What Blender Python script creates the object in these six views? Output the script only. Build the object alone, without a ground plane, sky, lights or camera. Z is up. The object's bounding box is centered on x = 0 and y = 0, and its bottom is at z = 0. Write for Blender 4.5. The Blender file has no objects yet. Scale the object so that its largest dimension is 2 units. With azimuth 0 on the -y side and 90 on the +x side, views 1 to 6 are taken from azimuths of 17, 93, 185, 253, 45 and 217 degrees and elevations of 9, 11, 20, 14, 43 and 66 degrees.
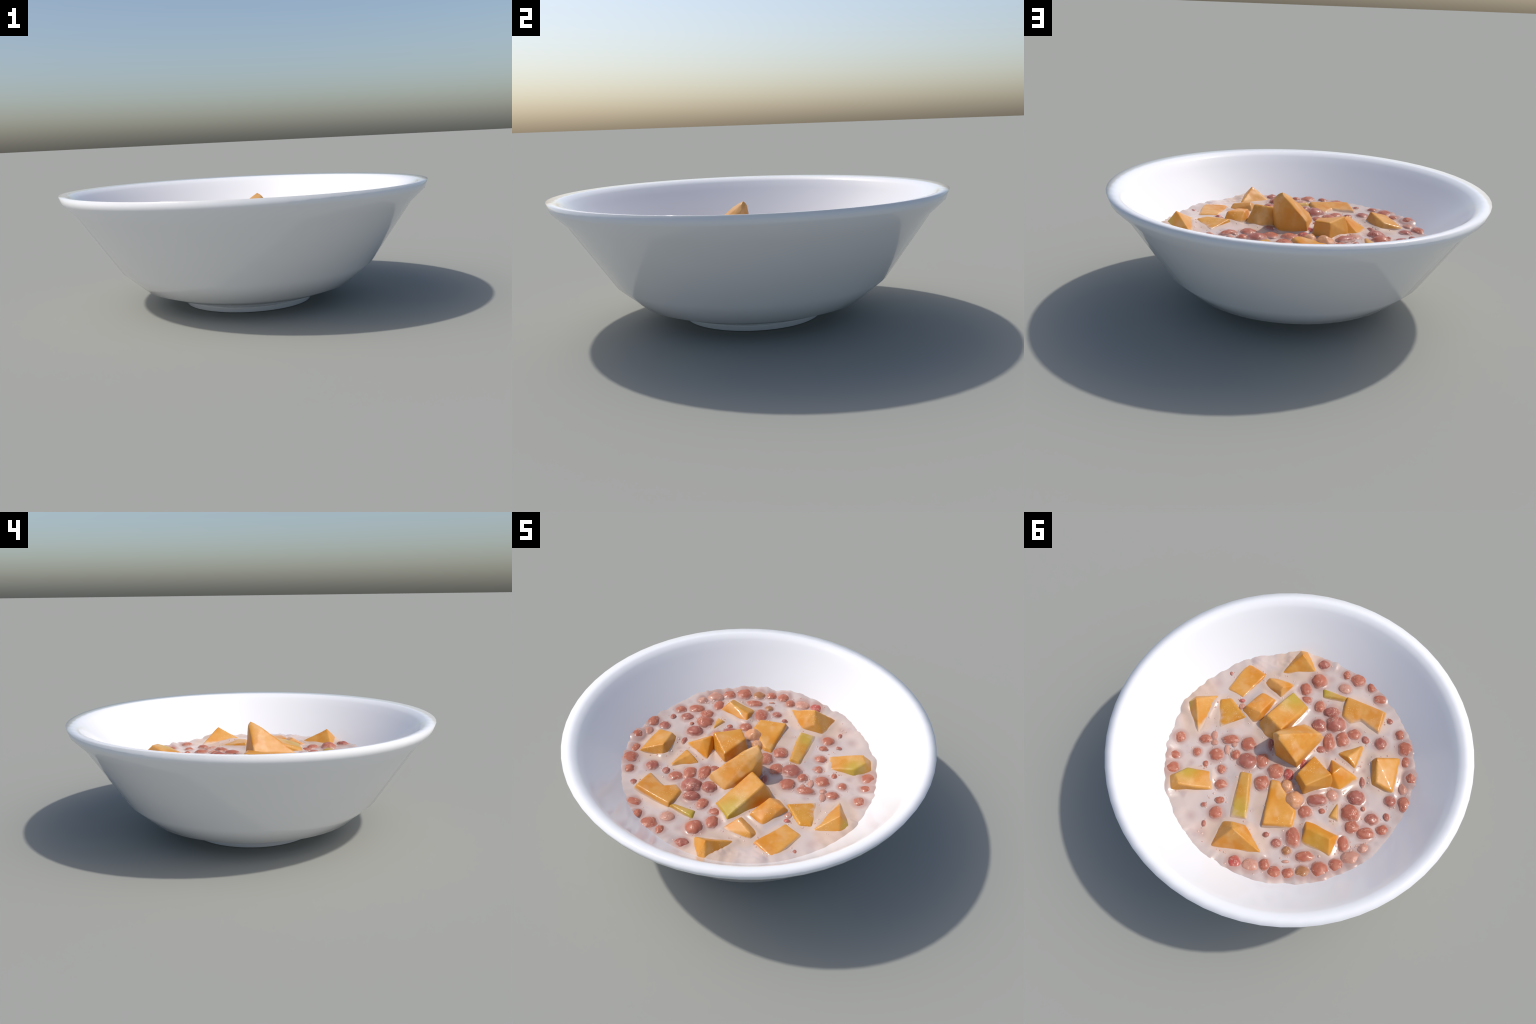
"""A white glazed bowl holding a milky dessert with mango chunks and tapioca pearls."""
import math
import random

import bpy
import bmesh
from mathutils import Vector, Matrix, noise

random.seed(7)
SCENE = bpy.context.scene


# ------------------------------------------------------------------ helpers
def link(name, mesh, parent=None, material=None):
    ob = bpy.data.objects.new(name, mesh)
    SCENE.collection.objects.link(ob)
    if parent is not None:
        ob.parent = parent
    if material is not None and not mesh.materials:
        mesh.materials.append(material)
    return ob


def smooth(mesh):
    mesh.polygons.foreach_set("use_smooth", [True] * len(mesh.polygons))
    mesh.update()


def sstep(a, b, x):
    t = min(1.0, max(0.0, (x - a) / (b - a)))
    return t * t * (3 - 2 * t)


def revolve(name, profile, segments=64, closed=False):
    """Turn a profile of (radius, height) pairs about the z axis."""
    bm = bmesh.new()
    rings = []
    for r, z in profile:
        if r < 1e-6:
            rings.append([bm.verts.new((0, 0, z))])
        else:
            rings.append([bm.verts.new((r * math.cos(math.tau * i / segments), r * math.sin(math.tau * i / segments), z)) for i in range(segments)])
    pairs = list(zip(rings[:-1], rings[1:]))
    if closed:
        pairs.append((rings[-1], rings[0]))
    for lo, hi in pairs:
        for i in range(segments):
            j = (i + 1) % segments
            if len(lo) == 1 and len(hi) == 1:
                continue
            if len(lo) == 1:
                bm.faces.new((lo[0], hi[j], hi[i]))
            elif len(hi) == 1:
                bm.faces.new((lo[i], lo[j], hi[0]))
            else:
                bm.faces.new((lo[i], lo[j], hi[j], hi[i]))
    bmesh.ops.recalc_face_normals(bm, faces=bm.faces)
    me = bpy.data.meshes.new(name)
    bm.to_mesh(me)
    bm.free()
    smooth(me)
    return me


# ---------------------------------------------------------------- materials
class Nodes:
    """Small wrapper for building a node tree."""

    def __init__(self, name):
        self.mat = bpy.data.materials.new(name)
        self.mat.use_nodes = True
        self.tree = self.mat.node_tree
        self.shader = self.tree.nodes["Principled BSDF"]

    def add(self, kind, **settings):
        n = self.tree.nodes.new(kind)
        for k, v in settings.items():
            setattr(n, k, v)
        return n

    def put(self, source, target):
        self.tree.links.new(source, target)

    def value(self, socket, v):
        if hasattr(v, "is_output"):
            self.put(v, socket)
        else:
            socket.default_value = v

    def math(self, op, a, b=0.0, clamp=False):
        n = self.add("ShaderNodeMath", operation=op, use_clamp=clamp)
        self.value(n.inputs[0], a)
        self.value(n.inputs[1], b)
        return n.outputs[0]

    def ramp(self, x, lo, hi):
        n = self.add("ShaderNodeMapRange", interpolation_type="SMOOTHSTEP")
        self.value(n.inputs[0], x)
        n.inputs[1].default_value, n.inputs[2].default_value = lo, hi
        n.inputs[3].default_value, n.inputs[4].default_value = 0.0, 1.0
        return n.outputs[0]

    def mix(self, f, a, b):
        n = self.add("ShaderNodeMix", data_type="RGBA")
        self.value(n.inputs[0], f)
        for s, c in ((n.inputs[6], a), (n.inputs[7], b)):
            self.value(s, (*c, 1.0) if isinstance(c, tuple) else c)
        return n.outputs[2]

    def noise(self, vec, scale, detail=2.0, rough=0.5):
        n = self.add("ShaderNodeTexNoise")
        self.put(vec, n.inputs["Vector"])
        n.inputs["Scale"].default_value = scale
        n.inputs["Detail"].default_value = detail
        n.inputs["Roughness"].default_value = rough
        return n.outputs[0]

    def bump(self, height, strength, distance):
        n = self.add("ShaderNodeBump")
        n.inputs["Strength"].default_value = strength
        n.inputs["Distance"].default_value = distance
        self.put(height, n.inputs["Height"])
        self.put(n.outputs[0], self.shader.inputs["Normal"])

    def coat(self, weight, rough):
        self.shader.inputs["Coat Weight"].default_value = weight
        self.shader.inputs["Coat Roughness"].default_value = rough

    def finish(self, colour, rough, spec=0.5):
        self.value(self.shader.inputs["Base Color"], (*colour, 1.0) if isinstance(colour, tuple) else colour)
        self.value(self.shader.inputs["Roughness"], rough)
        self.shader.inputs["Specular IOR Level"].default_value = spec
        return self.mat


MILK = (0.55, 0.440, 0.395)
LIQUID_LEVEL = 0.384
# (x, y, height) of the milk at a few places: it swells where the pieces crowd
SOUNDINGS = [
    (-0.264, 0.094, 0.398), (-0.160, 0.170, 0.391), (-0.249, 0.191, 0.386), (-0.314, 0.015, 0.382), (-0.440, -0.010, 0.378), (-0.322, 0.133, 0.378),
    (-0.550, 0.080, 0.375), (-0.658, 0.025, 0.370), (-0.580, 0.200, 0.375), (-0.677, -0.179, 0.377), (-0.602, -0.147, 0.374), (-0.547, -0.395, 0.381),
    (-0.460, -0.500, 0.384), (-0.199, -0.663, 0.381), (-0.278, -0.382, 0.379), (-0.165, -0.299, 0.387), (-0.284, 0.347, 0.374), (-0.398, 0.403, 0.371),
    (-0.190, 0.430, 0.368), (-0.190, 0.619, 0.370), (0.160, 0.530, 0.367), (0.220, 0.370, 0.371), (0.380, 0.250, 0.375), (0.275, 0.130, 0.382),
    (0.570, 0.360, 0.369), (0.510, 0.200, 0.380), (0.200, -0.430, 0.390), (0.209, -0.655, 0.393), (0.040, -0.690, 0.385), (0.020, -0.590, 0.388),
    (0.460, -0.155, 0.396), (0.592, -0.103, 0.394), (0.633, -0.273, 0.388), (0.550, -0.380, 0.396), (0.060, -0.300, 0.390), (-0.020, 0.080, 0.384),
]


def level(x, y):
    """Smooth resting height of the milk, eased between a few soundings."""
    top = bottom = 0.0
    for sx, sy, sz in SOUNDINGS:
        w = ((x - sx) ** 2 + (y - sy) ** 2 + 0.004) ** -2
        top += w * sz
        bottom += w
    return top / bottom


def glazed_white():
    n = Nodes("glazed_white_porcelain")
    co = n.add("ShaderNodeTexCoord").outputs["Object"]
    f = n.noise(co, 2.2, 2.0)
    col = n.mix(f, (0.785, 0.785, 0.792), (0.815, 0.815, 0.822))
    return n.finish(col, 0.09, 0.5)


def shine_through(n, co, spots, inner, outer):
    """Mask of the blurred shapes that show through the milk around sunken pieces."""
    total = None
    for x, y, a, b, turn in spots:
        if a < 1.5 * b and b < 1.5 * a:
            d = n.add("ShaderNodeVectorMath", operation="DISTANCE")
            n.put(co, d.inputs[0])
            d.inputs[1].default_value = (x, y, level(x, y))
            size = 0.5 * (a + b)
        else:
            m = n.add("ShaderNodeMapping", vector_type="TEXTURE")
            n.put(co, m.inputs["Vector"])
            m.inputs["Location"].default_value = (x, y, LIQUID_LEVEL)
            m.inputs["Rotation"].default_value = (0, 0, turn)
            m.inputs["Scale"].default_value = (a, b, 1.0)
            d = n.add("ShaderNodeVectorMath", operation="LENGTH")
            n.put(m.outputs[0], d.inputs[0])
            size = 1.0
        r = n.add("ShaderNodeMapRange", interpolation_type="SMOOTHSTEP")
        n.put(d.outputs["Value"], r.inputs[0])
        r.inputs[1].default_value, r.inputs[2].default_value = inner * size, outer * size
        r.inputs[3].default_value, r.inputs[4].default_value = 1.0, 0.0
        total = r.outputs[0] if total is None else n.math("MAXIMUM", total, r.outputs[0])
    return total


def coconut_milk(pearls, sunken, chunks):
    n = Nodes("coconut_milk")
    co = n.add("ShaderNodeTexCoord").outputs["Object"]
    big = n.ramp(n.noise(co, 4.5, 2.0), 0.35, 0.68)
    col = n.mix(big, (0.580, 0.478, 0.438), (0.485, 0.402, 0.372))
    # dim shapes of things sunk below the surface
    sunk = n.ramp(n.noise(co, 13.0, 1.0), 0.60, 0.76)
    col = n.mix(n.math("MULTIPLY", sunk, 0.35), col, (0.40, 0.29, 0.30))
    warm = n.ramp(n.noise(co, 7.0, 1.0), 0.55, 0.75)  # peach patches coloured in for the orange-pink glow near the mango
    col = n.mix(n.math("MULTIPLY", warm, 0.35), col, (0.66, 0.47, 0.40))
    # warm bleed around the mango, reddish blur around the pearls
    col = n.mix(n.math("MULTIPLY", shine_through(n, co, chunks, 0.90, 1.35), 0.50), col, (0.60, 0.415, 0.29))
    col = n.mix(n.math("MULTIPLY", shine_through(n, co, pearls, 1.05, 1.95), 0.75), col, (0.425, 0.255, 0.215))
    col = n.mix(n.math("MULTIPLY", shine_through(n, co, sunken, 0.0, 2.3), 0.42), col, (0.36, 0.22, 0.20))
    n.bump(n.noise(co, 30.0, 3.0), 0.12, 0.01)
    return n.finish(col, 0.23, 0.5)


def above_liquid(n, rest, lo, hi, wobble):
    """0 where a piece is still washed over by the milk, 1 where it stands clear of it."""
    pos = n.add("ShaderNodeNewGeometry").outputs["Position"]
    sep = n.add("ShaderNodeSeparateXYZ")
    n.put(pos, sep.inputs[0])
    h = n.math("SUBTRACT", sep.outputs[2], rest)
    w = n.math("MULTIPLY", n.math("SUBTRACT", n.noise(pos, 28.0, 3.0), 0.5), wobble)
    return n.ramp(n.math("ADD", h, w), lo, hi)


def mango(rest, tint, rind=None, reach=0.1, film=0.0, rind_depth=0.7, soft=(0.0, 0.014), wet=0.15):
    """Ripe mango flesh; rind = where the flesh turns green towards the skin."""
    n = Nodes("mango_flesh")
    tc = n.add("ShaderNodeTexCoord").outputs["Object"]
    fibre = n.noise(tc, 11.0, 4.0, 0.6)
    base = n.mix(n.ramp(fibre, 0.3, 0.7), (0.565 * tint[0], 0.248 * tint[1], 0.034 * tint[2]), (0.61 * tint[0], 0.298 * tint[1], 0.068 * tint[2]))
    deep = n.ramp(n.noise(tc, 7.0, 3.0), 0.47, 0.66)
    base = n.mix(n.math("MULTIPLY", deep, 0.8), base, (0.565 * tint[0], 0.205 * tint[1], 0.012 * tint[2]))  # darker amber patches paint the mottled lighting into the flesh
    if rind is not None:
        d = n.add("ShaderNodeVectorMath", operation="DISTANCE")
        n.put(tc, d.inputs[0])
        d.inputs[1].default_value = rind
        dist = n.math("ADD", d.outputs["Value"], n.math("MULTIPLY", n.math("SUBTRACT", n.noise(tc, 16.0, 2.0), 0.5), reach * 0.35))
        near = n.math("SUBTRACT", 1.0, n.ramp(dist, reach * 0.25, reach * 1.15))
        base = n.mix(n.math("MULTIPLY", near, rind_depth), base, (0.40, 0.33, 0.045))
    # pale specks and small bubbles caught on the flesh
    v = n.add("ShaderNodeTexVoronoi", feature="F1")
    n.put(tc, v.inputs["Vector"])
    v.inputs["Scale"].default_value = 85.0
    speck = n.math("MULTIPLY", n.math("SUBTRACT", 1.0, n.ramp(v.outputs["Distance"], 0.12, 0.3)), n.ramp(n.noise(tc, 9.0, 2.0), 0.5, 0.7))
    base = n.mix(n.math("MULTIPLY", speck, 0.55), base, (0.78, 0.58, 0.28))
    # thin milk film drying on it
    patch = n.ramp(n.noise(tc, 10.0, 3.0), 0.50, 0.66)
    base = n.mix(n.math("MULTIPLY", patch, 0.22 + film), base, (0.68, 0.45, 0.24))
    clear = above_liquid(n, rest, soft[0], soft[1], 0.012)
    col = n.mix(clear, (0.57, 0.42, 0.32), base)
    h = n.math("ADD", n.math("MULTIPLY", fibre, 0.6), n.math("MULTIPLY", speck, 0.5))
    n.bump(h, 0.12, 0.006)
    n.coat(wet, 0.08)
    return n.finish(col, 0.42, 0.3)


def pearl_material(name, colour, pale):
    n = Nodes(name)
    tc = n.add("ShaderNodeTexCoord").outputs["Object"]
    rnd = n.add("ShaderNodeObjectInfo").outputs["Random"]
    shift = n.add("ShaderNodeVectorMath", operation="ADD")
    n.put(tc, shift.inputs[0])
    n.put(n.math("MULTIPLY", rnd, 40.0), shift.inputs[1])
    v = shift.outputs[0]
    c = n.mix(n.ramp(n.noise(v, 1.6, 3.0), 0.3, 0.7), colour, pale)
    c = n.mix(n.math("MULTIPLY", rnd, 0.35), c, tuple(k * 0.82 for k in colour))
    # squiggly wet highlights painted as pale lines into the pearl colour
    w = n.math("ABSOLUTE", n.math("SUBTRACT", n.noise(v, 2.6, 2.0), 0.5))
    line = n.math("MULTIPLY", n.math("SUBTRACT", 1.0, n.ramp(w, 0.006, 0.028)), n.ramp(n.noise(v, 1.4, 1.0), 0.50, 0.58))
    c = n.mix(n.math("MULTIPLY", line, 0.6), c, (0.72, 0.48, 0.36))
    sep = n.add("ShaderNodeSeparateXYZ")
    n.put(tc, sep.inputs[0])
    hh = n.math("ADD", sep.outputs[2], n.math("MULTIPLY", n.math("SUBTRACT", n.noise(v, 3.0, 2.0), 0.5), 0.30))
    c = n.mix(n.ramp(hh, 0.41, 0.74), (0.45, 0.285, 0.24), c)
    n.bump(n.noise(v, 3.5, 3.0), 0.2, 0.008)
    n.coat(0.16, 0.08)
    return n.finish(c, 0.40, 0.3)


WHITE = glazed_white()

# --------------------------------------------------------------------- bowl
outer = [(0.30, 0.016), (0.352, 0.026), (0.453, 0.0612), (0.579, 0.1057), (0.7025, 0.2135), (0.914, 0.532), (0.985, 0.601), (1.0, 0.6455)]
inner = [(0.946, 0.640), (0.918, 0.616), (0.890, 0.577), (0.7335, 0.404), (0.591, 0.259), (0.400, 0.160), (0.200, 0.120), (0.0, 0.110)]
bowl = link("ceramic_bowl", revolve("bowl", [(0.0, 0.016)] + outer + inner), None, WHITE)
bowl["label"] = "white glazed porcelain bowl with flared rim and foot"
bowl["category"] = "bowl"
foot = link("foot_ring", revolve("foot_ring", [(0.300, 0.035), (0.296, 0.006), (0.306, 0.0), (0.3505, 0.0), (0.3525, 0.002), (0.3525, 0.020), (0.3525, 0.038)], closed=True), bowl, WHITE)

# ------------------------------------------------------------- mango chunks
# Each chunk: the corners that show, read as points in space; it is closed
# below the milk by pushing its outline down.
CHUNKS = {
    "tall wedge": dict(top=[(0.085, -0.022, 0.603), (0.136, -0.027, 0.556), (0.112, -0.030, 0.588), (0.080, -0.006, 0.586), (0.046, -0.080, 0.566), (-0.054, -0.242, 0.432), (0.132, -0.098, 0.500), (0.068, -0.235, 0.416), (-0.052, 0.004, 0.452)],
                       low=[(0.084, 0.006), (-0.058, 0.002), (-0.072, -0.245), (0.066, -0.250), (0.135, -0.115), (0.098, -0.02)], film=0.14, wet=0.0),
    "side wedge": dict(top=[(0.662, 0.022, 0.475), (0.622, 0.062, 0.448)], low=[(0.533, 0.172), (0.592, -0.103), (0.722, 0.055), (0.700, -0.02)], rind=(0.72, 0.05, 0.41), reach=0.07, tint=(1.02, 1.08, 1.3)),  # the rind spot here tints the outer facet grey-green
    "front wedge": dict(top=[(0.329, -0.598, 0.476)], low=[(0.382, -0.445), (0.216, -0.582), (0.400, -0.665), (0.34, -0.68)], tint=(1.0, 1.03, 1.1)),
    "flat block": dict(top=[(0.571, -0.181, 0.401), (0.473, -0.181, 0.403), (0.586, -0.382, 0.405), (0.458, -0.376, 0.405)], low=[(0.580, -0.174), (0.467, -0.174), (0.594, -0.390), (0.450, -0.384)], soft=(-0.002, 0.007)),
    "low slice": dict(top=[(0.462, 0.047, 0.393), (0.384, -0.078, 0.414), (0.561, -0.088, 0.402), (0.523, -0.122, 0.407)], low=[(0.464, 0.057), (0.374, -0.083), (0.570, -0.086), (0.525, -0.132), (0.52, 0.0)], film=0.0, tint=(0.97, 1.0, 0.8), soft=(-0.002, 0.007)),
    "small wedge": dict(top=[(0.411, -0.370, 0.424), (0.298, -0.332, 0.430), (0.301, -0.358, 0.442)], low=[(0.420, -0.330), (0.420, -0.384), (0.266, -0.446), (0.286, -0.308), (0.37, -0.41)]),
    "cube": dict(top=[(0.384, -0.262, 0.412), (0.304, -0.270, 0.424), (0.406, -0.131, 0.441), (0.305, -0.138, 0.447), (0.36, -0.19, 0.446)], low=[(0.395, -0.275), (0.295, -0.280), (0.415, -0.100), (0.325, -0.080), (0.290, -0.13)], tint=(1.06, 1.0, 1.0)),
    "rind slab": dict(top=[(0.250, -0.129, 0.492), (0.126, -0.346, 0.415), (0.243, -0.376, 0.420), (0.132, -0.105, 0.489)], low=[(0.292, -0.100), (0.110, -0.352), (0.250, -0.390), (0.130, -0.060), (0.22, -0.055), (0.278, -0.205)], rind=(0.245, -0.36, 0.42), reach=0.15, film=0.08),
    "pair slab": dict(top=[(-0.110, -0.094, 0.446), (-0.103, 0.060, 0.477), (-0.182, 0.096, 0.481), (-0.259, -0.046, 0.480)], low=[(-0.100, -0.102), (-0.088, 0.062), (-0.184, 0.112), (-0.290, -0.030), (-0.262, -0.070)], tint=(1.0, 1.04, 1.15)),
    "pair wedge": dict(top=[(-0.258, -0.062, 0.468), (-0.275, -0.122, 0.464), (-0.225, -0.105, 0.440)], low=[(-0.384, -0.152), (-0.190, -0.158), (-0.345, -0.028), (-0.250, 0.0), (-0.275, -0.160)], tint=(1.06, 1.0, 0.7)),
    "triangle": dict(top=[(-0.260, -0.216, 0.422), (-0.285, -0.320, 0.404), (-0.325, -0.200, 0.398)], low=[(-0.335, -0.188), (-0.192, -0.214), (-0.280, -0.345), (-0.300, -0.335)], soft=(0.001, 0.013)),
    "tilted block": dict(top=[(-0.499, -0.388, 0.402), (-0.404, -0.297, 0.449), (-0.480, -0.180, 0.418), (-0.578, -0.200, 0.395)], low=[(-0.509, -0.400), (-0.392, -0.325), (-0.380, -0.290), (-0.455, -0.165), (-0.595, -0.190)], tint=(1.04, 1.03, 1.0)),
    "broad slice": dict(top=[(-0.042, -0.541, 0.415), (-0.150, -0.565, 0.415), (-0.172, -0.478, 0.402), (-0.145, -0.425, 0.398), (-0.086, -0.437, 0.406)], low=[(-0.030, -0.555), (-0.155, -0.580), (-0.180, -0.460), (-0.145, -0.408), (-0.074, -0.425)],
                        more=dict(top=[(-0.110, -0.557, 0.416), (-0.268, -0.588, 0.416), (-0.308, -0.468, 0.397), (-0.172, -0.480, 0.402)], low=[(-0.110, -0.572), (-0.282, -0.604), (-0.322, -0.455), (-0.160, -0.468)]), tint=(0.98, 0.97, 1.0), soft=(0.002, 0.018)),
    "green sliver": dict(top=[(0.104, -0.510, 0.407), (0.082, -0.474, 0.405), (-0.030, -0.541, 0.413), (-0.02, -0.522, 0.410)], low=[(0.116, -0.512), (0.080, -0.462), (-0.040, -0.550), (-0.03, -0.508)], rind=(0.11, -0.50, 0.40), reach=0.10, tint=(0.85, 1.05, 1.0), soft=(0.001, 0.013)),
    "rim slab": dict(top=[(0.442, 0.385, 0.410), (0.464, 0.455, 0.433), (0.336, 0.322, 0.389), (0.268, 0.392, 0.384), (0.410, 0.496, 0.437), (0.278, 0.400, 0.388)], low=[(0.452, 0.372), (0.505, 0.470), (0.326, 0.304), (0.252, 0.392), (0.452, 0.540)], rind=(0.45, 0.385, 0.41), reach=0.10),
    "strip": dict(top=[(0.066, 0.452, 0.384), (0.000, 0.415, 0.388), (0.178, 0.216, 0.396), (0.135, 0.196, 0.404)], low=[(0.078, 0.470), (-0.020, 0.420), (0.190, 0.214), (0.126, 0.186), (0.098, 0.40)], rind=(0.07, 0.44, 0.40), reach=0.13, rind_depth=0.6, tint=(0.92, 1.0, 1.0), soft=(0.001, 0.013)),
    "back wedge": dict(top=[(-0.012, 0.534, 0.488), (0.033, 0.488, 0.424)], low=[(-0.212, 0.527), (0.055, 0.668), (0.086, 0.508), (-0.035, 0.450)], tint=(1.0, 1.0, 1.0)),
    "long block": dict(top=[(-0.107, 0.390, 0.404), (-0.238, 0.304, 0.398), (-0.206, 0.232, 0.402), (0.004, 0.158, 0.406), (-0.030, 0.142, 0.412)], low=[(-0.104, 0.404), (-0.252, 0.308), (-0.214, 0.220), (0.018, 0.150), (-0.030, 0.126)], film=0.1, tint=(1.05, 1.05, 1.0), soft=(0.001, 0.013)),
    "far block": dict(top=[(-0.500, 0.314, 0.395), (-0.475, 0.210, 0.398), (-0.290, 0.236, 0.394), (-0.344, 0.338, 0.387), (-0.461, 0.256, 0.432), (-0.318, 0.275, 0.416)], low=[(-0.510, 0.326), (-0.484, 0.196), (-0.280, 0.226), (-0.340, 0.352)], rind=(-0.40, 0.31, 0.40), reach=0.11, rind_depth=0.25, tint=(1.02, 1.0, 0.9)),
    "splinter": dict(top=[(-0.374, 0.046, 0.396), (-0.424, 0.122, 0.398), (-0.386, 0.128, 0.398)], low=[(-0.364, 0.030), (-0.440, 0.132), (-0.374, 0.140)], tint=(0.95, 1.0, 1.0), soft=(0.002, 0.014)),
}


def chunk_mesh(name, spec, index):
    bm = bmesh.new()
    for part in (spec, spec.get("more")):
        if part is None:
            continue
        one = bmesh.new()
        for p in part["top"]:
            one.verts.new(p)
        cx = sum(p[0] for p in part["low"]) / len(part["low"])
        cy = sum(p[1] for p in part["low"]) / len(part["low"])
        for x, y in part["low"]:
            reach = math.hypot(x - cx, y - cy)
            x, y = cx + (x - cx) * (1 + 0.007 / reach), cy + (y - cy) * (1 + 0.007 / reach)
            one.verts.new((x, y, level(x, y) - 0.002))
            one.verts.new((cx + (x - cx) * 0.97, cy + (y - cy) * 0.97, level(x, y) - 0.06))
        hull = bmesh.ops.convex_hull(one, input=list(one.verts))
        bmesh.ops.delete(one, geom=list({v for v in hull["geom_interior"] + hull["geom_unused"] if isinstance(v, bmesh.types.BMVert)}), context="VERTS")
        shape = bpy.data.meshes.new("shape")
        one.to_mesh(shape)
        one.free()
        bm.from_mesh(shape)
        bpy.data.meshes.remove(shape)
    me = bpy.data.meshes.new(name)
    bm.to_mesh(me)
    bm.free()
    # round the cut edges: remesh finely, relax, then add the cut's unevenness
    tmp = bpy.data.objects.new("tmp_chunk", me)
    SCENE.collection.objects.link(tmp)
    rm = tmp.modifiers.new("remesh", "REMESH")
    rm.mode, rm.voxel_size = "VOXEL", 0.0055
    sm = tmp.modifiers.new("relax", "SMOOTH")
    sm.factor, sm.iterations = 0.5, 4
    out = bpy.data.meshes.new_from_object(tmp.evaluated_get(bpy.context.evaluated_depsgraph_get()))
    bpy.data.objects.remove(tmp)
    bpy.data.meshes.remove(me)
    out.name = name
    bm = bmesh.new()
    bm.from_mesh(out)
    bm.normal_update()
    off = Vector((index * 3.1, index * 1.7, 0))
    for v in bm.verts:
        a = noise.noise(v.co * 11 + off) * 0.0038 + noise.noise(v.co * 30 + off) * 0.0009
        v.co += v.normal * a
    bm.to_mesh(out)
    bm.free()
    smooth(out)
    return out


def convex_outline(points):
    pts = sorted(points)
    def half(seq):
        h = []
        for p in seq:
            while len(h) > 1 and (h[-1][0] - h[-2][0]) * (p[1] - h[-2][1]) - (h[-1][1] - h[-2][1]) * (p[0] - h[-2][0]) <= 0:
                h.pop()
            h.append(p)
        return h[:-1]
    return half(pts) + half(pts[::-1])


def outside(poly, x, y):
    """Distance from (x, y) to a convex outline, 0 inside it."""
    best, inside = 9.0, True
    for (ax, ay), (bx, by) in zip(poly, poly[1:] + poly[:1]):
        ex, ey = bx - ax, by - ay
        if ex * (y - ay) - ey * (x - ax) < 0:
            inside = False
        t = max(0.0, min(1.0, ((x - ax) * ex + (y - ay) * ey) / (ex * ex + ey * ey)))
        best = min(best, math.hypot(x - ax - t * ex, y - ay - t * ey))
    return 0.0 if inside else best


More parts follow.
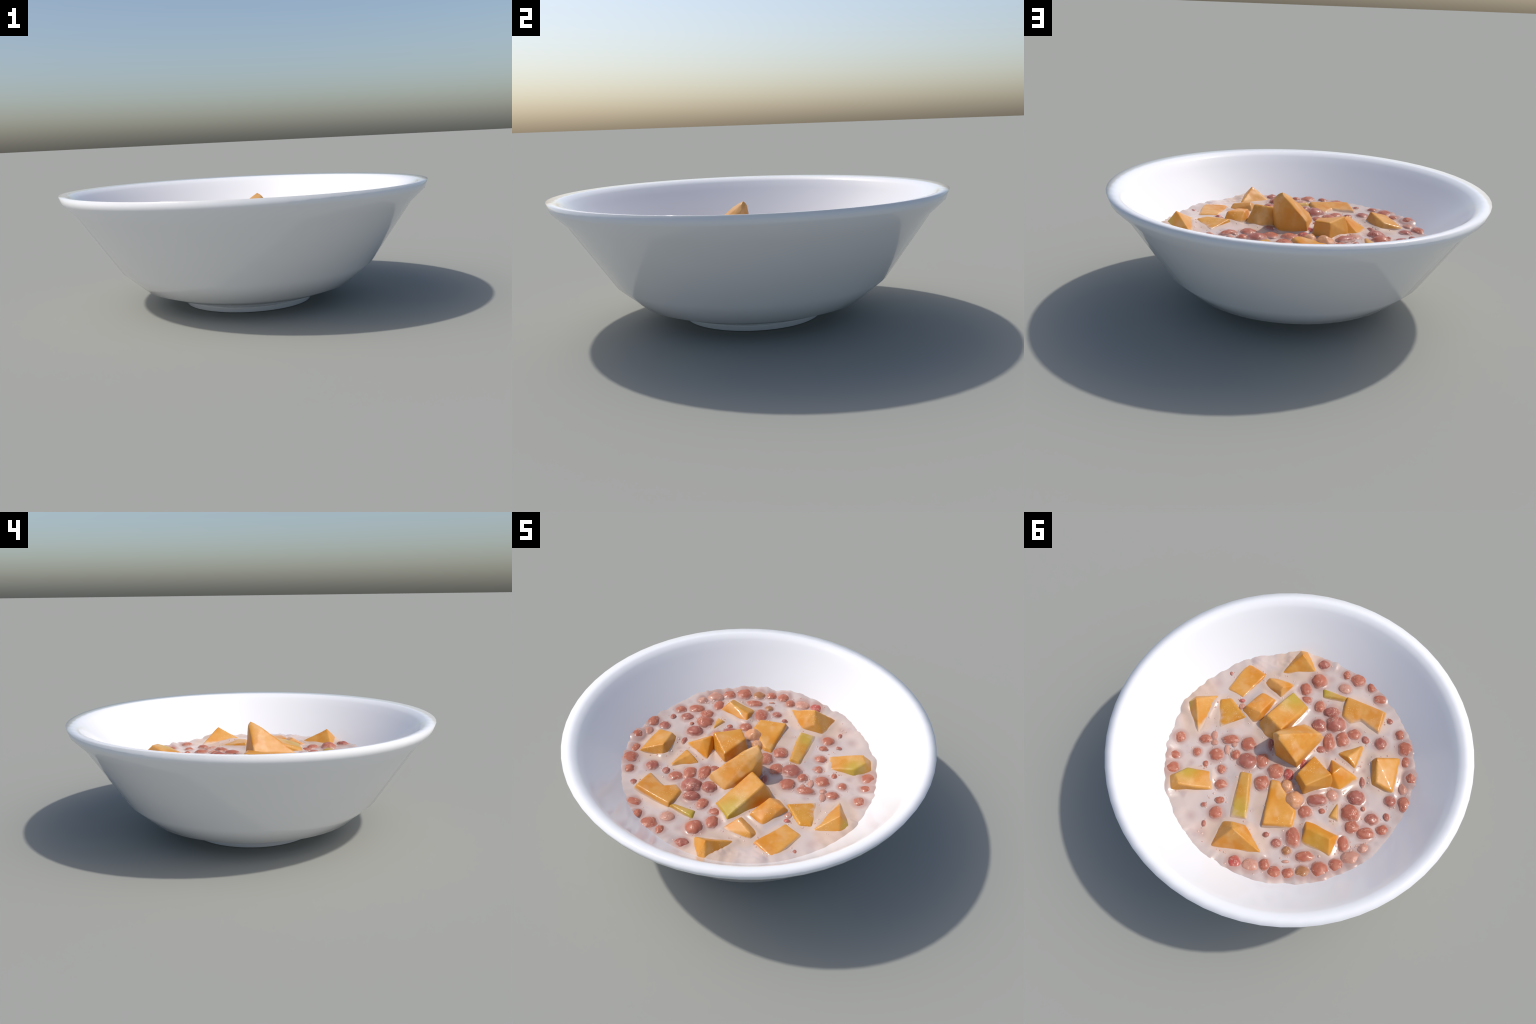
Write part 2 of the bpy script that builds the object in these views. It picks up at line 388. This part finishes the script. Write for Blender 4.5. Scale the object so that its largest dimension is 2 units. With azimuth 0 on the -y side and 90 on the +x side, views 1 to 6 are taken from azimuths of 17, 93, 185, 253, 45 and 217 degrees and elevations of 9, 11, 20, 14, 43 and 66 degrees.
# ------------------------------------------------------------ tapioca pearls
# (x, y, half length, half width, how far it stands out of the milk)
PEARLS = {
    "red": [
        (0.613, 0.240, 0.032, 0.033, 0.012), (0.483, 0.166, 0.034, 0.026, 0.012), (0.361, 0.083, 0.044, 0.026, 0.013), (0.259, 0.045, 0.039, 0.040, 0.014),
        (0.472, 0.259, 0.023, 0.025, 0.008), (0.577, 0.353, 0.039, 0.026, 0.008), (0.370, 0.207, 0.039, 0.037, 0.014), (0.277, 0.143, 0.026, 0.028, 0.012),
        (0.129, 0.080, 0.034, 0.040, 0.010), (0.384, 0.289, 0.015, 0.019, 0.007), (0.528, 0.424, 0.044, 0.037, 0.014), (0.289, 0.262, 0.022, 0.026, 0.008),
        (0.027, 0.095, 0.042, 0.045, 0.015), (0.235, 0.337, 0.033, 0.027, 0.012), (0.048, 0.193, 0.038, 0.039, 0.013), (0.180, 0.416, 0.025, 0.019, 0.009),
        (0.152, 0.489, 0.035, 0.035, 0.013), (-0.284, 0.349, 0.037, 0.054, 0.013), (-0.250, 0.567, 0.027, 0.032, 0.012), (-0.320, 0.579, 0.036, 0.039, 0.015),
        (-0.384, 0.534, 0.031, 0.030, 0.012), (-0.398, 0.403, 0.046, 0.028, 0.011), (-0.511, 0.421, 0.046, 0.052, 0.020), (-0.568, 0.344, 0.036, 0.037, 0.012),
        (-0.527, 0.221, 0.028, 0.043, 0.012), (-0.659, 0.024, 0.032, 0.029, 0.010), (-0.592, 0.099, 0.045, 0.031, 0.013), (-0.511, 0.110, 0.037, 0.036, 0.012),
        (-0.503, -0.016, 0.012, 0.013, 0.006), (-0.459, 0.049, 0.048, 0.047, 0.028), (-0.325, 0.134, 0.017, 0.015, 0.007), (-0.252, 0.195, 0.036, 0.034, 0.014),
        (-0.676, -0.178, 0.033, 0.043, 0.015), (-0.626, -0.330, 0.038, 0.050, 0.024), (-0.547, -0.397, 0.026, 0.035, 0.012), (-0.500, -0.474, 0.041, 0.048, 0.014),
        (-0.424, -0.526, 0.026, 0.030, 0.011), (-0.203, -0.372, 0.038, 0.032, 0.011), (-0.166, -0.301, 0.034, 0.042, 0.013), (-0.113, -0.240, 0.032, 0.053, 0.014),
        (0.063, -0.401, 0.031, 0.036, 0.013), (0.155, -0.391, 0.029, 0.023, 0.009), (0.200, -0.447, 0.031, 0.040, 0.014), (0.167, -0.542, 0.044, 0.045, 0.028),
        (0.057, -0.680, 0.021, 0.027, 0.009), (-0.019, -0.695, 0.041, 0.039, 0.012), (-0.113, -0.698, 0.023, 0.034, 0.010), (-0.200, -0.665, 0.038, 0.031, 0.010),
    ],
    "dark": [
        (0.197, 0.136, 0.049, 0.045, 0.024), (0.147, -0.035, 0.022, 0.043, 0.008), (0.632, -0.272, 0.010, 0.016, 0.004), (0.237, 0.490, 0.014, 0.012, 0.003),  # second pearl: darker red chosen for the shade beside the tall wedge
        (0.167, 0.578, 0.010, 0.019, 0.006), (-0.153, 0.425, 0.016, 0.014, 0.008), (-0.228, 0.431, 0.025, 0.023, 0.008), (-0.574, 0.007, 0.035, 0.031, 0.010),
        (-0.634, -0.056, 0.015, 0.021, 0.006), (-0.433, -0.049, 0.043, 0.042, 0.024), (-0.267, 0.097, 0.048, 0.033, 0.014), (-0.409, -0.149, 0.014, 0.027, 0.006),
        (-0.602, -0.146, 0.028, 0.030, 0.010), (-0.363, -0.415, 0.032, 0.035, 0.010), (-0.278, -0.381, 0.019, 0.024, 0.008), (-0.102, -0.175, 0.023, 0.020, 0.006),
        (-0.079, -0.360, 0.052, 0.054, 0.034), (-0.016, -0.411, 0.045, 0.033, 0.024), (-0.005, -0.297, 0.039, 0.038, 0.022), (0.209, -0.656, 0.036, 0.029, 0.016),
        (-0.326, -0.569, 0.015, 0.017, 0.004),
    ],
    "pale": [
        (0.455, 0.116, 0.015, 0.026, 0.005), (0.426, 0.152, 0.017, 0.017, 0.006), (0.326, 0.095, 0.014, 0.016, 0.006), (0.341, 0.144, 0.013, 0.026, 0.005),
        (0.434, -0.126, 0.019, 0.021, 0.006), (-0.189, 0.618, 0.039, 0.037, 0.011), (-0.331, 0.488, 0.017, 0.008, 0.004), (-0.611, 0.263, 0.045, 0.043, 0.015),
        (-0.636, 0.178, 0.028, 0.028, 0.012), (-0.317, 0.022, 0.029, 0.032, 0.011), (-0.622, -0.250, 0.026, 0.033, 0.011), (0.014, -0.595, 0.032, 0.030, 0.009),
    ],
    "bright": [
        (-0.046, 0.066, 0.028, 0.033, 0.016), (0.461, -0.157, 0.016, 0.013, 0.007), (-0.112, 0.658, 0.036, 0.036, 0.014), (-0.077, -0.039, 0.023, 0.042, 0.010),
    ],
    "orange": [
        (-0.080, 0.130, 0.034, 0.036, 0.030), (-0.160, 0.175, 0.047, 0.049, 0.036),
    ],
    "brown": [
        (-0.301, 0.435, 0.024, 0.023, 0.009), (-0.442, 0.482, 0.038, 0.036, 0.011),
    ],
}
PEARL_LOOK = {
    "red": pearl_material("red_tapioca", (0.395, 0.113, 0.067), (0.445, 0.168, 0.105)),
    "dark": pearl_material("dark_red_tapioca", (0.335, 0.098, 0.070), (0.40, 0.155, 0.112)),
    "pale": pearl_material("pale_tapioca", (0.48, 0.22, 0.155), (0.53, 0.29, 0.22)),
    "bright": pearl_material("bright_red_tapioca", (0.42, 0.075, 0.060), (0.43, 0.13, 0.10)),
    "orange": pearl_material("orange_tapioca", (0.58, 0.26, 0.115), (0.63, 0.34, 0.19)),
    "brown": pearl_material("brown_tapioca", (0.34, 0.145, 0.055), (0.40, 0.19, 0.09)),
}


def pearl_form(name, k, material):
    """Unit pearl, squashed and lumpy; the milk stands at local height 0.45."""
    bm = bmesh.new()
    bmesh.ops.create_icosphere(bm, subdivisions=4, radius=1.0)
    off = Vector((k * 5.3, k * 2.9, k * 1.1))
    for v in bm.verts:
        p = v.co.copy()
        f = 1 + 0.17 * noise.noise(p * 1.15 + off) + 0.08 * noise.noise(p * 2.6 + off)
        v.co = Vector((p.x * f, p.y * f, p.z * (1 + 0.10 * noise.noise(p * 2.1 + off))))
    me = bpy.data.meshes.new(name)
    bm.to_mesh(me)
    bm.free()
    smooth(me)
    me.materials.append(material)
    return me


# ------------------------------------------------------------------ dessert
chunk_list = []
for i, (key, spec) in enumerate(CHUNKS.items()):
    shown = list(spec["low"]) + [(p[0], p[1]) for p in spec["top"]]
    if "more" in spec:
        shown += list(spec["more"]["low"])
    foot_print = convex_outline(shown)
    rise = max(p[2] - level(p[0], p[1]) for p in spec["top"])
    chunk_list.append((key, spec, foot_print, rise, i))

all_pearls = [(k, *p) for k, rows in PEARLS.items() for p in rows]


def edge_radius(a):
    return 0.745


def milk_height(x, y):
    r = math.hypot(x, y)
    z = level(x, y)
    z += 0.0030 * noise.noise(Vector((x * 5, y * 5, 1.0))) + 0.0016 * noise.noise(Vector((x * 12, y * 12, 2.0))) + 0.0009 * noise.noise(Vector((x * 26, y * 26, 4.0)))
    up, wet = 0.0, max(0.25, 0.7 + 0.8 * noise.noise(Vector((x * 12, y * 12, 9.0))))
    for key, spec, poly, rise, i in chunk_list:
        if abs(x - poly[0][0]) > 0.45 or abs(y - poly[0][1]) > 0.45:
            continue
        d = outside(poly, x, y)
        if d < 0.08:
            up = max(up, min(0.013, 0.22 * rise) * wet * math.exp(-(d / 0.020) ** 1.4))
    for k, px, py, a, b, h in all_pearls:
        d = math.hypot(x - px, y - py) - 0.5 * (a + b)
        if d < 0.05:
            up = max(up, 0.28 * h * math.exp(-(max(0.0, d) / 0.010) ** 1.3))
    z += up
    # the milk clings unevenly to the wall
    if r > 0.62:
        t = math.atan2(y, x)
        c = Vector((math.cos(t), math.sin(t), 0))
        ragged = 0.012 * noise.noise(c * 5.0) + 0.010 * noise.noise(c * 15.0) + 0.0028 * noise.noise(c * 24.0) + 0.002 * noise.noise(c * 52.0)
        ragged += 0.011 + 0.007 * math.sin(t)
        front = 0.010 * math.exp(-((t + 1.0) / 0.16) ** 2) + 0.010 * math.exp(-((t + 2.62) / 0.14) ** 2)
        # a little curd gathers against the wall at the front
        curd = math.exp(-((t + 0.85) / 0.22) ** 2) * sstep(0.60, 0.66, r) * (1 - sstep(0.70, 0.73, r))
        z += curd * 0.008 * abs(noise.noise(Vector((x * 34, y * 34, 6.0))))
        z += (ragged + front) * sstep(0.64, 0.72, r)
    return z


def milk_mesh():
    bm = bmesh.new()
    rings, segs, R = 150, 420, 0.775
    centre = bm.verts.new((0, 0, milk_height(0, 0)))
    prev = None
    for i in range(1, rings + 1):
        r = R * i / rings
        ring = []
        for j in range(segs):
            t = math.tau * j / segs
            x, y = r * math.cos(t), r * math.sin(t)
            ring.append(bm.verts.new((x, y, milk_height(x, y))))
        for j in range(segs):
            k = (j + 1) % segs
            if prev is None:
                bm.faces.new((centre, ring[j], ring[k]))
            else:
                bm.faces.new((prev[j], ring[j], ring[k], prev[k]))
        prev = ring
    # body of the milk below, following the bowl wall inside its thickness
    for r, z in ((0.735, 0.405 - 0.02), (0.59, 0.26), (0.41, 0.152)):
        ring = [bm.verts.new((r * math.cos(math.tau * j / segs), r * math.sin(math.tau * j / segs), z)) for j in range(segs)]
        for j in range(segs):
            k = (j + 1) % segs
            bm.faces.new((prev[j], ring[j], ring[k], prev[k]))
        prev = ring
    bm.faces.new(list(reversed(prev)))
    bmesh.ops.recalc_face_normals(bm, faces=bm.faces)
    me = bpy.data.meshes.new("milk")
    bm.to_mesh(me)
    bm.free()
    smooth(me)
    return me


def around(poly):
    """Oval that fits an outline: centre, half lengths and turn."""
    n = len(poly)
    mx, my = sum(p[0] for p in poly) / n, sum(p[1] for p in poly) / n
    cxx = sum((p[0] - mx) ** 2 for p in poly)
    cyy = sum((p[1] - my) ** 2 for p in poly)
    cxy = sum((p[0] - mx) * (p[1] - my) for p in poly)
    turn = 0.5 * math.atan2(2 * cxy, cxx - cyy)
    c, sn = math.cos(turn), math.sin(turn)
    a = max(abs((p[0] - mx) * c + (p[1] - my) * sn) for p in poly)
    b = max(abs(-(p[0] - mx) * sn + (p[1] - my) * c) for p in poly)
    return (mx, my, a, b, turn)


# pearls too deep to break the surface, seen only as a blur
SUNKEN = [(0.456, 0.332, 0.014, 0.014, 0), (0.255, 0.584, 0.024, 0.024, 0), (0.127, -0.676, 0.018, 0.018, 0), (0.115, -0.602, 0.016, 0.016, 0), (0.655, -0.17, 0.024, 0.024, 0), (0.145, 0.633, 0.026, 0.026, 0), (-0.376, -0.213, 0.011, 0.011, 0), (0.396, 0.040, 0.015, 0.015, 0)]
MILKY = coconut_milk([(x, y, a, b, math.radians(36)) for k, x, y, a, b, h in all_pearls if a + b > 0.045], SUNKEN, [around(poly) for key, spec, poly, rise, i in chunk_list])
dessert = link("fruit_dessert", milk_mesh(), None, MILKY)
dessert["label"] = "pink coconut milk dessert with mango chunks and pearls"
dessert["category"] = "dessert"

for key, spec, poly, rise, i in chunk_list:
    rest = sum(level(*p) for p in poly) / len(poly)
    look = mango(rest, spec.get("tint", (1.0, 1.0, 1.0)), spec.get("rind"), spec.get("reach", 0.1), spec.get("film", 0.0), spec.get("rind_depth", 0.7), spec.get("soft", (0.0, 0.014)), spec.get("wet", 0.15))
    link("mango_chunk", chunk_mesh("mango_chunk", spec, i), dessert, look)

forms = {k: [pearl_form("tapioca_pearl", 7 * n + len(k) * 13, m) for n in range(6 if len(PEARLS[k]) > 6 else 2)] for k, m in PEARL_LOOK.items()}
rng = random.Random(3)
for n, (kind, x, y, a, b, h) in enumerate(all_pearls):
    me = forms[kind][n % len(forms[kind])]
    ob = link("tapioca_pearl", me, dessert)
    c = (h + 0.003) / 0.55
    ob.location = (x, y, level(x, y) - 0.45 * c + 0.003)
    ob.rotation_euler = (0, 0, math.radians(36) + rng.choice((0, math.pi)))
    ob.scale = (1.27 * a, 1.27 * b, c)


# -------------------------------------------------------------- foam bubbles
def bubbles():
    rng = random.Random(11)
    bm = bmesh.new()

    def one(x, y, r):
        if math.hypot(x, y) > 0.70:
            return
        for key, spec, poly, rise, i in chunk_list:
            if outside(poly, x, y) <= r * 0.5:
                return
        z = milk_height(x, y)
        m = Matrix.Translation((x, y, z - r * 0.35)) @ Matrix.Diagonal((r, r, r * 0.75, 1))
        bmesh.ops.create_icosphere(bm, subdivisions=2, radius=1.0, matrix=m)

    for key, spec, poly, rise, i in chunk_list:
        for _ in range(7):
            k = rng.randrange(len(poly))
            (ax, ay), (bx, by) = poly[k], poly[(k + 1) % len(poly)]
            t, d = rng.random(), rng.uniform(0.004, 0.022)
            ln = math.hypot(bx - ax, by - ay)
            nx, ny = (by - ay) / ln, -(bx - ax) / ln
            one(ax + t * (bx - ax) + nx * d, ay + t * (by - ay) + ny * d, rng.uniform(0.003, 0.0075))
    for k, x, y, a, b, h in all_pearls:
        for _ in range(2):
            t = rng.uniform(0, math.tau)
            d = max(a, b) * 1.18 + rng.uniform(0.002, 0.014)
            one(x + d * math.cos(t), y + d * math.sin(t), rng.uniform(0.003, 0.007))
    for cx, cy, spread, count in ((-0.59, 0.20, 0.035, 14), (0.30, 0.165, 0.03, 9), (0.23, 0.40, 0.03, 8), (0.16, 0.64, 0.02, 2), (0.01, 0.61, 0.06, 12), (-0.47, 0.35, 0.03, 5)):
        for _ in range(count):
            one(cx + rng.gauss(0, spread), cy + rng.gauss(0, spread), rng.uniform(0.0035, 0.010))
    me = bpy.data.meshes.new("foam_bubbles")
    bm.to_mesh(me)
    bm.free()
    smooth(me)
    n = Nodes("bubble_skin")
    pos = n.add("ShaderNodeNewGeometry").outputs["Position"]
    col = n.mix(n.ramp(n.noise(pos, 25.0, 1.0), 0.4, 0.6), (0.52, 0.31, 0.24), (0.60, 0.44, 0.38))
    me.materials.append(n.finish(col, 0.12, 0.5))
    return me


foam = link("foam_bubbles", bubbles(), dessert)
foam["kind"] = "stuff"
